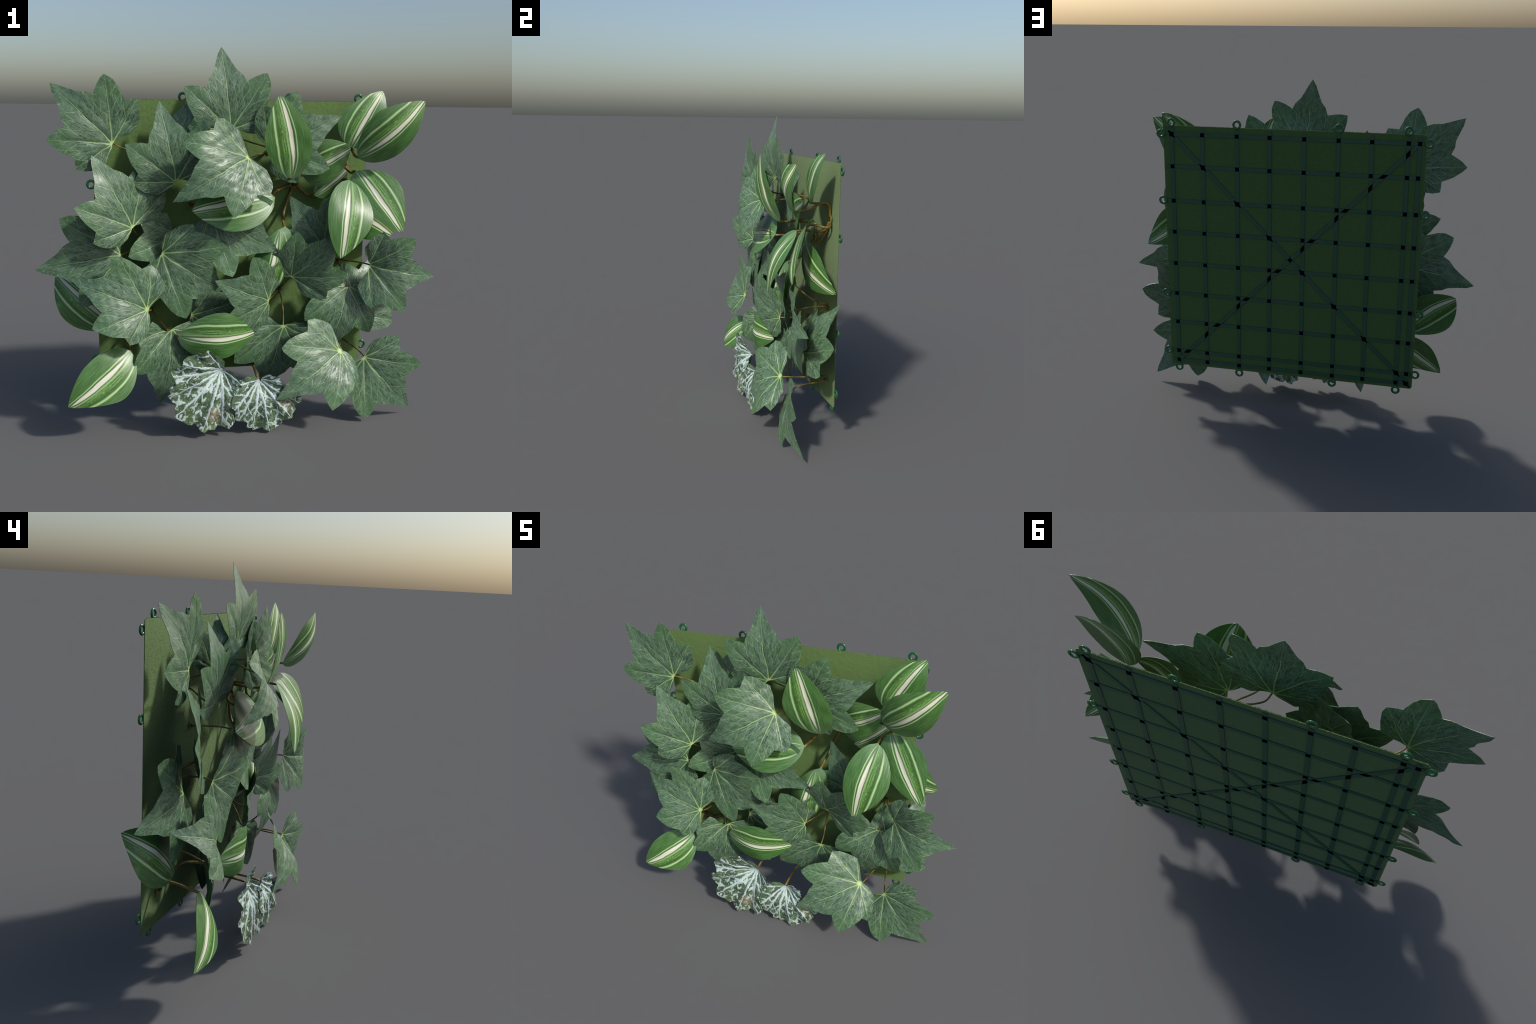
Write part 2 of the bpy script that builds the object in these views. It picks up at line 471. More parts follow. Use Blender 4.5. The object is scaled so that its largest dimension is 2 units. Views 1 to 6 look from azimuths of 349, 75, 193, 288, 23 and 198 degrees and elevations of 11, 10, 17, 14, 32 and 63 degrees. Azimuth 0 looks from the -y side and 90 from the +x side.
# ---------------------------------------------------------------- leaves: place, turn (degrees), size, bend terms, nudged landmarks
IVY = [
    dict(at=(-0.613, 0.001, 1.441), turn=(89.2, -45.2, 0.7), size=1.00,
         bend=(0.01, 0.01, 0.01, 0.01, -0.00, 0.01)),
    dict(at=(-0.315, 0.002, 1.254), turn=(92.0, -11.3, -0.8), size=0.99,
         bend=(0.01, 0.00, -0.03, 0.00, -0.00, 0.00),
         nudge={'base': (-0.001, 0.007, 0.002), 'right': (-0.001, -0.005, 0.001)}),
    dict(at=(-0.048, -0.002, 1.504), turn=(89.4, -6.6, -0.3), size=1.00,
         bend=(-0.01, -0.01, 0.01, 0.01, 0.00, 0.00)),
    dict(at=(0.034, -0.103, 1.397), turn=(-48.7, -58.5, 161.6), size=1.02,
         bend=(0.01, -0.01, -0.18, -0.10, -0.11, 0.04),
         nudge={'base': (-0.007, -0.008, -0.002), 'right': (0.002, -0.002, -0.011), 'right_cleft': (0.001, 0.013, 0.007), 'left_cleft': (0.001, 0.009, -0.003), 'left_notch': (0.004, -0.0, 0.0), 'right_heel': (-0.002, -0.003, 0.008), 'left_heel': (0.006, -0.01, 0.02)}),
    dict(at=(0.140, 0.006, 1.419), turn=(104.1, 67.7, 11.0), size=0.99,
         bend=(0.04, 0.06, -0.02, -0.02, 0.02, 0.02),
         nudge={'tip': (-0.004, 0.005, 0.001), 'right': (0.008, -0.002, -0.0), 'right_cleft': (-0.001, -0.005, -0.001), 'right_heel': (-0.009, 0.006, 0.002)}),
    dict(at=(-0.516, -0.015, 1.046), turn=(80.9, -27.2, 21.1), size=1.00,
         bend=(-0.04, -0.02, 0.03, -0.01, 0.03, 0.02)),
    dict(at=(-0.587, 0.023, 0.904), turn=(-60.6, -80.3, 151.6), size=1.05,
         bend=(0.04, 0.02, -0.06, -0.03, 0.01, 0.06),
         nudge={'base': (-0.004, 0.002, 0.001), 'tip': (-0.006, 0.006, 0.002), 'right': (0.009, -0.001, -0.003), 'left': (-0.004, -0.0, -0.001), 'left_cleft': (-0.002, -0.003, -0.005), 'right_heel': (0.004, -0.002, 0.006)}),
    dict(at=(-0.391, -0.041, 0.900), turn=(-108.3, 57.3, 171.2), size=1.01,
         bend=(0.07, 0.05, 0.17, 0.10, -0.02, 0.02),
         nudge={'base': (-0.008, 0.0, -0.005), 'tip': (0.004, -0.028, -0.005), 'right': (0.008, 0.014, 0.001), 'left': (-0.001, 0.004, 0.03), 'right_cleft': (0.008, 0.014, 0.02), 'left_notch': (-0.011, -0.012, 0.003), 'left_heel': (-0.0, 0.006, 0.001), 'left_cleft': (0, 0, 0.03)}),
    dict(at=(-0.271, 0.099, 0.984), turn=(-85.4, -35.9, -158.4), size=0.98,
         bend=(-0.03, -0.03, 0.00, -0.02, -0.01, -0.02),
         nudge={'base': (0.003, 0.019, -0.006), 'right': (-0.005, -0.0, -0.006), 'right_cleft': (-0.007, -0.009, 0.008), 'right_notch': (0.009, 0.001, 0.0), 'right_heel': (0.003, 0.005, -0.001), 'right_sole': (-0.002, -0.016, 0.005)}),
    dict(at=(-0.160, -0.039, 1.107), turn=(-89.1, 58.6, 177.4), size=1.02,
         bend=(0.05, 0.06, 0.01, 0.03, -0.02, 0.03),
         nudge={'left_heel': (0, 0, -0.05), 'left_notch': (0, 0, -0.03), 'base': (-0.008, -0.004, -0.003), 'tip': (-0.005, -0.003, -0.002), 'right': (0.004, 0.001, 0.005), 'right_cleft': (0.006, 0.005, 0.0)}),
    dict(at=(0.257, -0.002, 0.746), turn=(107.4, 43.4, -0.1), size=0.91,
         bend=(0.09, -0.07, -0.02, 0.00, -0.02, 0.00),
         nudge={'base': (0.001, 0.002, -0.009), 'right': (-0.005, -0.005, -0.002), 'left': (0.006, 0.003, 0.003), 'right_heel': (-0.012, -0.001, 0.002), 'left_heel': (0.014, -0.008, -0.0), 'right_sole': (-0.007, 0.008, 0.008)}),
    dict(at=(0.420, 0.004, 0.913), turn=(86.9, -33.8, -15.0), size=0.80,
         bend=(0.00, 0.00, 0.02, 0.00, 0.00, 0.00)),
    dict(at=(0.163, -0.005, 0.639), turn=(110.7, -64.9, -1.2), size=0.91,
         bend=(-0.01, 0.03, 0.01, -0.03, 0.02, 0.03),
         nudge={'base': (-0.004, 0.002, 0.0), 'tip': (0.002, -0.012, 0.001), 'right': (-0.004, 0.0, -0.001), 'left': (0.004, -0.004, -0.004), 'left_heel': (0.009, 0.001, 0.0), 'right_sole': (-0.001, 0.007, -0.004)}),
    dict(at=(-0.462, -0.098, 0.657), turn=(72.2, -64.6, 28.1), size=0.95,
         bend=(0.01, -0.02, -0.16, -0.00, -0.13, -0.12),
         nudge={'base': (-0.005, -0.01, -0.007), 'tip': (0.012, 0.003, -0.002), 'right': (-0.014, 0.016, 0.011), 'left': (0.019, 0.003, -0.004), 'right_cleft': (-0.005, 0.01, -0.011), 'left_cleft': (0.004, 0.005, 0.001), 'right_notch': (-0.004, 0.003, -0.008), 'left_notch': (0.002, -0.007, 0.008), 'right_heel': (-0.013, -0.002, -0.012), 'left_heel': (0.01, -0.009, 0.004), 'right_sole': (-0.006, -0.014, 0.02)}),
    dict(at=(-0.333, 0.009, 0.524), turn=(-78.9, -7.5, -157.5), size=0.95,
         bend=(0.08, -0.17, -0.36, -0.14, 0.07, 0.06),
         nudge={'base': (0.014, 0.012, -0.005), 'tip': (-0.001, 0.02, 0.006), 'right': (-0.005, -0.022, 0.004), 'left': (0.009, -0.018, -0.005), 'right_cleft': (0.015, 0.014, -0.029), 'right_notch': (-0.002, -0.006, 0.001), 'right_heel': (-0.032, 0.007, -0.001), 'left_heel': (0.008, -0.009, 0.004), 'right_sole': (-0.011, -0.005, 0.012), 'left_sole': (0.005, 0.006, 0.013)}),
    dict(at=(0.229, 0.016, 0.494), turn=(-100.3, -14.1, 178.2), size=1.00,
         bend=(0.02, 0.05, 0.04, 0.01, 0.00, 0.01),
         nudge={'right_cleft': (0.0, 0.002, 0.004)}),
    dict(at=(0.568, 0.005, 0.709), turn=(-82.3, -14.7, 175.4), size=0.94,
         bend=(-0.01, 0.07, -0.07, -0.01, -0.08, 0.05),
         nudge={'right_heel': (0, 0, -0.05), 'base': (-0.002, 0.009, -0.0), 'tip': (-0.006, -0.0, -0.002), 'right': (-0.008, -0.006, 0.002), 'left': (0.011, -0.003, -0.004), 'left_cleft': (0.006, 0.001, 0.005)}),
    dict(at=(0.645, -0.072, 0.823), turn=(-86.1, 79.7, 172.6), size=0.92,
         bend=(0.07, 0.04, 0.00, 0.03, -0.07, 0.01),
         nudge={'base': (-0.004, 0.01, -0.01), 'tip': (-0.0, -0.011, -0.003), 'left': (0.005, -0.003, -0.001), 'right_cleft': (-0.009, 0.003, 0.007), 'left_cleft': (0.004, 0.0, 0.0), 'left_notch': (0.0, 0.001, 0.01), 'left_heel': (0.005, 0.003, -0.004)}),
    dict(at=(0.516, -0.101, 0.406), turn=(-42.7, -54.7, 157.8), size=1.02,
         bend=(-0.01, -0.04, -0.16, -0.03, -0.08, 0.00),
         nudge={'base': (-0.005, -0.018, 0.001), 'right': (-0.004, 0.013, -0.0), 'left': (0.006, -0.0, -0.001), 'right_cleft': (-0.002, 0.012, -0.005), 'left_cleft': (-0.0, 0.003, -0.006), 'left_notch': (0.001, -0.009, 0.011), 'right_heel': (-0.004, -0.004, -0.001), 'left_heel': (0.01, 0.012, -0.006), 'right_sole': (0.001, -0.014, 0.007)}),
    dict(at=(0.635, -0.095, 0.338), turn=(-88.3, 41.4, 176.1), size=1.00,
         bend=(0.02, 0.04, 0.01, 0.05, -0.07, 0.05),
         nudge={'base': (-0.007, -0.004, -0.002), 'right_cleft': (0.003, 0.006, 0.002), 'left_notch': (0.004, 0.005, 0.0), 'left_heel': (-0.0, -0.002, -0.005)}),
    dict(at=(0.635, 0.001, 0.576), turn=(56.4, 29.1, -0.3), size=0.96,
         bend=(-0.14, 0.11, 0.18, 0.01, 0.03, -0.01),
         nudge={'tip': (-0.017, 0.01, -0.003), 'left': (0.028, -0.004, -0.006), 'right_cleft': (-0.008, 0.006, 0.01), 'left_cleft': (0.009, 0.003, 0.015), 'right_heel': (-0.003, -0.009, -0.003), 'right_sole': (-0.003, -0.006, -0.013)}),
    dict(at=(-0.236, 0.079, 0.559), turn=(-80.4, 63.2, -162.9), size=1.00,
         bend=(0.00, 0.00, 0.00, 0.00, 0.00, 0.00)),
    dict(at=(-0.318, 0.040, 1.420), turn=(81.0, 14.0, -30.0), size=0.66,
         bend=(0.00, 0.00, 0.00, 0.00, 0.00, 0.00)),
]
STRIPED = [
    dict(at=(0.245, -0.026, 1.275), turn=(104.3, -15.9, 20.0), size=1.00,
         bend=(0.08, 0.23, -0.23, -0.13, 0.08, -0.13),
         nudge={'base': (0.011, -0.012, -0.009), 'tip': (0.002, -0.01, 0.008), 'left': (-0.003, 0.023, -0.016), 'right': (-0.019, -0.001, 0.022), 'middle': (0.009, -0.0, -0.005)}),
    dict(at=(0.562, 0.079, 1.400), turn=(77.5, 24.4, -35.3), size=0.83,
         bend=(0.25, -0.03, -0.10, 0.10, -0.09, 0.04),
         nudge={'base': (-0.004, 0.018, 0.004), 'tip': (-0.002, -0.002, 0.023), 'left': (-0.003, -0.018, 0.043), 'right': (0.005, -0.012, -0.055), 'middle': (0.005, 0.015, -0.015)}),
    dict(at=(0.590, 0.001, 1.384), turn=(128.9, 45.3, 7.9), size=0.99,
         bend=(0.00, 0.18, -0.41, -0.14, 0.15, 0.12),
         nudge={'base': (0.009, -0.007, 0.013), 'tip': (0.007, -0.027, -0.018), 'left': (-0.004, 0.013, 0.01), 'right': (-0.011, 0.005, -0.006), 'middle': (-0.0, 0.016, 0.001)}),
    dict(at=(0.306, 0.083, 1.276), turn=(94.5, 61.4, -5.3), size=0.76,
         bend=(0.02, 0.07, 0.02, 0.02, -0.03, -0.03),
         nudge={'base': (0.01, 0.017, -0.012), 'tip': (-0.004, -0.022, -0.001), 'left': (-0.024, 0.017, 0.014), 'right': (0.006, -0.025, 0.003), 'middle': (0.011, 0.013, -0.003)}),
    dict(at=(0.551, -0.023, 1.264), turn=(-70.4, -7.2, 168.5), size=0.99,
         bend=(0.05, -0.13, -0.23, -0.04, 0.21, -0.01),
         nudge={'base': (0.011, -0.005, -0.032), 'tip': (0.011, -0.015, -0.002), 'left': (-0.007, 0.004, -0.014), 'right': (-0.018, 0.005, 0.041), 'middle': (0.004, 0.011, 0.007)}),
    dict(at=(0.603, 0.074, 1.308), turn=(-57.6, 30.9, -174.1), size=0.97,
         bend=(0.19, 0.14, -0.04, 0.08, -0.04, 0.00),
         nudge={'base': (0.013, 0.015, 0.016), 'tip': (0.0, -0.007, -0.0), 'left': (-0.007, 0.011, 0.012), 'right': (-0.013, -0.023, -0.018), 'middle': (0.008, 0.003, -0.01)}),
    dict(at=(0.504, 0.060, 1.167), turn=(-94.3, 57.2, 178.7), size=1.00,
         bend=(0.03, 0.16, -0.17, -0.07, 0.03, -0.05),
         nudge={'base': (0.009, -0.013, -0.012), 'tip': (0.001, -0.011, 0.0), 'left': (-0.003, 0.026, 0.001), 'right': (-0.007, 0.002, 0.002), 'middle': (0.0, -0.005, 0.008)}),
    dict(at=(0.150, 0.006, 1.166), turn=(-17.1, -61.2, 109.0), size=1.02,
         bend=(-0.02, 0.19, -0.06, -0.03, 0.11, -0.01),
         nudge={'base': (0.0, -0.012, 0.016), 'tip': (0.005, -0.024, -0.002), 'left': (-0.017, 0.006, 0.025), 'right': (0.022, 0.019, 0.008), 'middle': (-0.01, 0.011, -0.002)}),
    dict(at=(0.203, 0.039, 1.002), turn=(-91.6, -11.2, 169.3), size=0.88,
         bend=(-0.03, -0.18, -0.19, -0.05, -0.12, -0.02),
         nudge={'base': (-0.022, -0.025, -0.022), 'tip': (-0.013, -0.02, 0.06), 'left': (0.026, 0.004, -0.02), 'right': (0.001, 0.03, 0.031), 'middle': (0.008, -0.004, 0.05)}),
    dict(at=(-0.318, -0.026, 0.491), turn=(-165.4, 85.4, 101.1), size=0.99,
         bend=(0.11, 0.03, -0.19, -0.11, 0.02, 0.28),
         nudge={'base': (0.012, -0.006, -0.025), 'tip': (0.008, -0.03, 0.008), 'left': (-0.01, 0.031, 0.003), 'right': (-0.011, 0.016, 0.007), 'middle': (0.001, -0.011, 0.008)}),
    dict(at=(-0.544, -0.018, 0.435), turn=(-85.3, -53.9, -160.9), size=0.98,
         bend=(0.23, -0.05, -0.06, 0.11, -0.08, 0.10),
         nudge={'base': (-0.0, 0.009, -0.006), 'tip': (0.005, -0.008, 0.022), 'left': (-0.002, 0.002, 0.042), 'right': (-0.015, 0.016, -0.049), 'middle': (0.013, -0.019, -0.009)}),
    dict(at=(-0.627, 0.095, 0.525), turn=(72.6, -46.8, 4.6), size=1.00,
         bend=(-0.04, 0.14, -0.06, -0.11, 0.05, -0.02),
         nudge={'base': (0.013, -0.003, 0.004), 'tip': (0.008, -0.019, -0.008), 'left': (-0.013, 0.014, 0.02), 'right': (-0.001, -0.001, -0.012), 'middle': (-0.008, 0.01, 0.015)}),
    dict(at=(0.400, 0.110, 1.170), turn=(82.2, 51.0, -7.1), size=0.62,
         bend=(0.00, 0.00, 0.00, 0.00, 0.00, 0.00),
         nudge={'tip': (0.0, -0.05, 0.0)}),
]

SILVER = [
    dict(at=(-0.113, -0.079, 0.332), turn=(-91.6, -50.4, -177.4), size=1.09, bend=(0.01, -0.02, -0.00, 0.00, -0.00, -0.00),
         nudge=[(0.000, -0.000, -0.011, 0.011, -0.005), (0.119, -0.015, 0.020, -0.001, 0.022), (0.157, 0.175, 0.007, -0.003, 0.016), (0.090, 0.260, 0.003, -0.007, 0.030), (-0.142, 0.246, -0.008, -0.002, 0.036), (-0.208, 0.152, -0.006, -0.002, 0.034), (-0.099, -0.026, -0.005, 0.005, 0.024)]),
    dict(at=(0.069, -0.098, 0.274), turn=(-88.0, 10.8, 179.6), size=0.94, bend=(0.02, -0.00, -0.02, 0.01, -0.02, 0.00),
         nudge=[(0.000, -0.000, -0.011, 0.021, -0.006), (0.044, -0.041, -0.001, -0.001, -0.000), (0.129, 0.004, 0.004, -0.010, -0.004), (0.155, 0.109, 0.010, 0.002, 0.019), (0.100, 0.248, -0.005, 0.007, -0.008), (-0.002, 0.296, -0.002, -0.010, 0.006), (-0.172, 0.205, 0.005, -0.002, 0.006)]),
]

# ---------------------------------------------------------------- ivy leaf shape
# landmarks of the flat ivy blade: x across, y along the midrib, z relief (metres)
IVY_MARKS = dict(base=(0, 0, -.046), tip=(0, .392, -.0625), right=(.202, .246, -.0165), left=(-.206, .226, -.017),
                 right_cleft=(.099, .217, -.020), left_cleft=(-.1, .208, -.016), right_notch=(.186, .1, -.020),
                 left_notch=(-.175, .080, -.017), right_heel=(.229, .061, -.029), left_heel=(-.211, .037, -.027),
                 right_sole=(.128, -.035, -.052), left_sole=(-.082, -.04, -.035))
IVY_OUTLINE = [(.012, .002), (.040, -.005), (.082, -.024), (.130, -.034), (.174, -.006), (.213, .027), (.231, .062),
               (.207, .084), (.186, .102), (.196, .130), (.209, .165), (.214, .204), (.203, .248), (.180, .249),
               (.145, .240), (.117, .229), (.100, .220), (.084, .254), (.055, .287), (.037, .322), (.019, .360),
               (0, .394), (-.022, .362), (-.040, .318), (-.058, .278), (-.081, .252), (-.097, .212), (-.130, .222),
               (-.165, .229), (-.205, .229), (-.206, .193), (-.198, .140), (-.187, .110), (-.174, .080), (-.210, .038),
               (-.189, .006), (-.165, -.016), (-.100, -.043), (-.054, -.032), (-.022, -.014), (-.008, -.002)]
STRIPED_MARKS = dict(base=(0, 0, 0), tip=(0, .42, 0), left=(-.122, .2, .022), right=(.122, .2, .022), middle=(0, .21, .04))


def bent(flat, z, bend, k=.39):
    u, v = flat[:, 0] / k, flat[:, 1] / k
    a, b, c, d, e, f = bend
    return z + k * (a * u * u + b * u * v + c * v * v + d * u * u * v + e * v ** 3 + f * u ** 3)


def nudged(marks, nudge, flat):
    if not nudge:
        return np.zeros((len(flat), 3))
    names = list(marks)
    sites = [marks[n][:2] for n in names]
    return thin_plate(sites, [nudge.get(n, (0, 0, 0)) for n in names])(flat)


IVY_FLAT, IVY_TRIS = blade_mesh(IVY_OUTLINE, 0.0105)
IVY_RELIEF = thin_plate([m[:2] for m in IVY_MARKS.values()], [m[2] for m in IVY_MARKS.values()])(IVY_FLAT)[:, 0]


def vein_relief(flat):
    """Blade swells between the veins and creases along them."""
    z = np.zeros(len(flat))
    r = np.hypot(flat[:, 0], flat[:, 1])
    th = np.degrees(np.arctan2(flat[:, 0], flat[:, 1]))
    rays = np.array([-112, -78, -42, 0, 39.5, 74, 108])
    d = np.abs(th[:, None] - rays[None]).min(1)
    z -= 0.006 * np.exp(-(d / 5.0) ** 2) * np.clip(r / .08, 0, 1) * np.clip(1.2 - r / .36, 0, 1)
    return z


IVY_VEINS = vein_relief(IVY_FLAT)


def ripple(flat, seed, amp, freq):
    rng = np.random.default_rng(seed)
    z = np.zeros(len(flat))
    for _ in range(6):
        k = rng.normal(size=2) * freq
        z += amp * np.sin(flat @ k + rng.uniform(0, 6.3)) / 2.4
    return z


STALK_ENDS = []


def ivy_leaf(i, at, turn, size, bend, nudge=None):
    flat = IVY_FLAT
    off = nudged(IVY_MARKS, nudge, flat) / size
    z = bent(flat, IVY_RELIEF, bend) + IVY_VEINS + ripple(flat, i, 0.0016, 45)
    pts = np.c_[flat, z] + off
    v, f = thicken(pts, IVY_TRIS, 0.0016)
    m = pose(at, turn, size)
    add_object('ivy_leaf', mesh_from('ivy_leaf', v, f), MAT_IVY, matrix=m)
    heel = (nudge or {}).get('base', (0, 0, 0))
    STALK_ENDS.append(('ivy', m @ Vector((heel[0], heel[1] + .004, -.048 + heel[2])), m.to_3x3() @ Vector((0, -.6, -.8))))


def striped_outline():
    rows = 26
    right = []
    for k in range(1, rows):
        t = k / rows
        w = 0.122 * (math.sin(math.pi * t ** 0.80) ** 0.78) * (1 - 0.06 * max(0, t - 0.55) / 0.45)
        right.append((w, .42 * t))
    return [(0.0, 0.0)] + right + [(0.0, .42)] + [(-x, y) for x, y in reversed(right)]


STRIPED_FLAT, STRIPED_TRIS = blade_mesh(striped_outline(), 0.0115)


def striped_leaf(i, at, turn, size, bend, nudge=None):
    flat = STRIPED_FLAT
    off = nudged(STRIPED_MARKS, nudge, flat) / size
    v = (flat[:, 1] - .21) / .21
    z = .040 * (1 - v * v) - .018 * (flat[:, 0] / .122) ** 2
    z -= .004 * np.exp(-(flat[:, 0] / .012) ** 2) * (1 - v * v)
    z = bent(flat, z, bend) + ripple(flat, 100 + i, 0.0012, 22)
    vv, f = thicken(np.c_[flat, z] + off, STRIPED_TRIS, 0.0020)
    m = pose(at, turn, size)
    add_object('striped_leaf', mesh_from('striped_leaf', vv, f), MAT_STRIPED, matrix=m)
    heel = Vector((nudge or {}).get('base', (0, 0, 0)))
    STALK_ENDS.append(('striped', m @ (heel + Vector((0, .004, -.002))), m.to_3x3() @ Vector((0, -1, -.3))))

# ---------------------------------------------------------------- silver-veined leaf
SILVER_RIM = [(.011, .02), (.011, .050), (0, .060), (-.026, .077), (-.034, .074), (-.053, .094), (-.070, .098), (-.086, .086),
              (-.110, .089), (-.125, .074), (-.158, .070), (-.180, .055), (-.185, .031), (-.226, .010), (-.235, -.003),
              (-.216, -.041), (-.218, -.055), (-.242, -.062), (-.245, -.074), (-.238, -.096), (-.252, -.110), (-.228, -.139),
              (-.211, -.146), (-.223, -.170), (-.216, -.202), (-.187, -.221), (-.161, -.238), (-.142, -.240), (-.127, -.228),
              (-.101, -.262), (-.084, -.271), (-.065, -.259), (-.034, -.265), (-.022, -.242), (0, -.245), (.029, -.256),
              (.058, -.223), (.048, -.190), (.041, -.161), (.043, -.122), (.058, -.084), (.086, -.055), (.065, -.026),
              (.067, -.007), (.038, .010), (.019, .010), (.004, .004)]


def silver_leaf(i, at, turn, size, bend, nudge):
    spin = math.radians(-132.7)   # turns the drawn rim so that the midrib lies along +y
    c, s = math.cos(spin), math.sin(spin)
    rim = [(x * c - y * s, x * s + y * c) for x, y in SILVER_RIM]
    flat, tris = blade_mesh(rim, 0.0085)
    r = np.hypot(flat[:, 0], flat[:, 1])
    th = np.arctan2(flat[:, 0], flat[:, 1])
    z = .045 * np.clip(r / .10, 0, 1) ** 0.8 - .10 * np.clip(r - .12, 0, 1) ** 1.2
    z += .0075 * np.cos(th * 13) * np.clip(r / .2, 0, 1.2) + ripple(flat, 300 + i, 0.002, 60)
    z = bent(flat, z, bend)
    shift = thin_plate([q[:2] for q in nudge], [q[2:] for q in nudge])(flat) / size
    v, f = thicken(np.c_[flat, z] + shift, tris, 0.0018)
    m = pose(at, turn, size)
    add_object('silver_veined_leaf', mesh_from('silver_veined_leaf', v, f), MAT_SILVER, matrix=m)
    STALK_ENDS.append(('silver', m @ Vector((0, .003, -.002)), m.to_3x3() @ Vector((0, -.7, -.7))))


for i, spec in enumerate(IVY):
    ivy_leaf(i, **spec)
for i, spec in enumerate(STRIPED):
    striped_leaf(i, **spec)
for i, spec in enumerate(SILVER):
    silver_leaf(i, **spec)

# ---------------------------------------------------------------- stalks
# clip points where bundles of stalks leave the mat
IVY_CLIPS = [(-.23, 1.126), (.56, .811), (.585, .375), (.24, .665), (-.44, .58), (.19, 1.40), (-.40, 1.36), (-.46, .93), (-.20, .60)]
STRIPED_CLIPS = [(.31, 1.223), (.575, 1.322), (-.55, .41), (-.02, .36)]
MAT_FRONT = .205


def nearest(clips, p):
    return min(clips, key=lambda c: (c[0] - p[0]) ** 2 + (c[1] - p[2]) ** 2)


for k, (kind, end, back) in enumerate(STALK_ENDS):
    cx, cz = nearest(IVY_CLIPS if kind == 'ivy' else STRIPED_CLIPS, end)
    radius = {'ivy': .0045, 'striped': .0085, 'silver': .0075}[kind]
    start = np.array((cx, MAT_FRONT, cz))
    end_, b = np.array(end), np.array(back.normalized())
    away = (end_ - start) * (1, 0, 1)
    away /= np.linalg.norm(away) + 1e-9
    gap = np.linalg.norm(end_ - start)
    loop = .012 if kind == 'ivy' else .020
    start = start + away * loop - (0, .002 if kind == 'ivy' else .010, 0)
    # one easy arc: out of the mat, then in along the back of the blade
    if kind == 'ivy':
        c1 = start + np.array((0, -.45 * gap, 0)) + away * .10 * gap + (0, 0, .03 * gap)
        c2 = end_ + b * .30 * gap
    else:      # thick stalks climb along the mat before they swing out to the blade
        c1 = start + away * .55 * gap + (0, -.05 * gap, random.uniform(-.25, .25) * gap)
        c2 = end_ + np.array((0, .38 * gap, 0)) + b * .12 * gap
        c2[1] = min(c2[1], MAT_FRONT - .015)
    path = [((1 - t) ** 3) * start + 3 * t * (1 - t) ** 2 * c1 + 3 * t * t * (1 - t) * c2 + t ** 3 * end_
            for t in np.linspace(0, 1, 7)]
    path = [start + (0, .002, 0)] + path
    v, f = tube(path, radius, 8, .8)
    add_object('leaf_stalk', mesh_from('leaf_stalk', v, f), MAT_STALK)


def ring_mesh(name, major, minor, n=28, m=10):
    verts, faces = [], []
    for i in range(n):
        a = 2 * math.pi * i / n
        for j in range(m):
            b = 2 * math.pi * j / m
            rr = major + minor * math.cos(b)
            verts.append((rr * math.cos(a), minor * 0.75 * math.sin(b), rr * math.sin(a)))
    for i in range(n):
        for j in range(m):
            p, q = i * m, ((i + 1) % n) * m
            faces.append((p + j, p + (j + 1) % m, q + (j + 1) % m, q + j))
    return mesh_from(name, verts, faces)


loop_small, loop_big = ring_mesh('stalk_loop', .012, .0045), ring_mesh('stalk_loop', .020, .0085)
plug = box(-.006, .006, -.02, .004, -.006, .006, .002)
for clips, me in ((IVY_CLIPS, loop_small), (STRIPED_CLIPS, loop_big)):
    for cx, cz in clips:
        add_object('stalk_loop', me, MAT_STALK, matrix=Matrix.Translation((cx, MAT_FRONT - .008, cz)))
        add_object('clip', plug, MAT_CLIP, matrix=Matrix.Translation((cx, MAT_FRONT - .004, cz)))

# ---------------------------------------------------------------- turf mat
MAT_X, MAT_Z, MAT_Y = (-.709, .699), (.2385, 1.644), (.2050, .2088)


def turf_mat():
    """Thin slab with rounded corners and a fuzzy skin."""
    (x0, x1), (z0, z1), (y0, y1) = MAT_X, MAT_Z, MAT_Y
    rad = .012
    rim = []
    for cx, cz, a0 in ((x1 - rad, z1 - rad, 0), (x0 + rad, z1 - rad, 90), (x0 + rad, z0 + rad, 180), (x1 - rad, z0 + rad, 270)):
        for k in range(6):
            a = math.radians(a0 + 18 * k)
            rim.append((cx + rad * math.cos(a), cz + rad * math.sin(a)))
    flat, tris = blade_mesh(rim, 0.016)
    n = len(flat)
    front = np.c_[flat[:, 0], np.full(n, y0) + RNG.normal(0, .0003, n), flat[:, 1]]
    back = np.c_[flat[:, 0], np.full(n, y1), flat[:, 1]]
    edges = set()
    for a, b, c in tris:
        edges |= {(a, b), (b, c), (c, a)}
    wall = [(p, q, q + n, p + n) for (p, q) in edges if (q, p) not in edges]
    faces = [tuple(t) for t in tris] + [(c + n, b + n, a + n) for a, b, c in tris] + [w[::-1] for w in wall]
    return mesh_from('turf_mat', np.vstack([front, back]), faces)


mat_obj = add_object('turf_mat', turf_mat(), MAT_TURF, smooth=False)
mat_obj.data.materials.append(MAT_TURF_BACK)
for p in mat_obj.data.polygons:          # darker turf green on the back faces
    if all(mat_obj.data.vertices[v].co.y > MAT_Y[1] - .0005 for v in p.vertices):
        p.material_index = 1


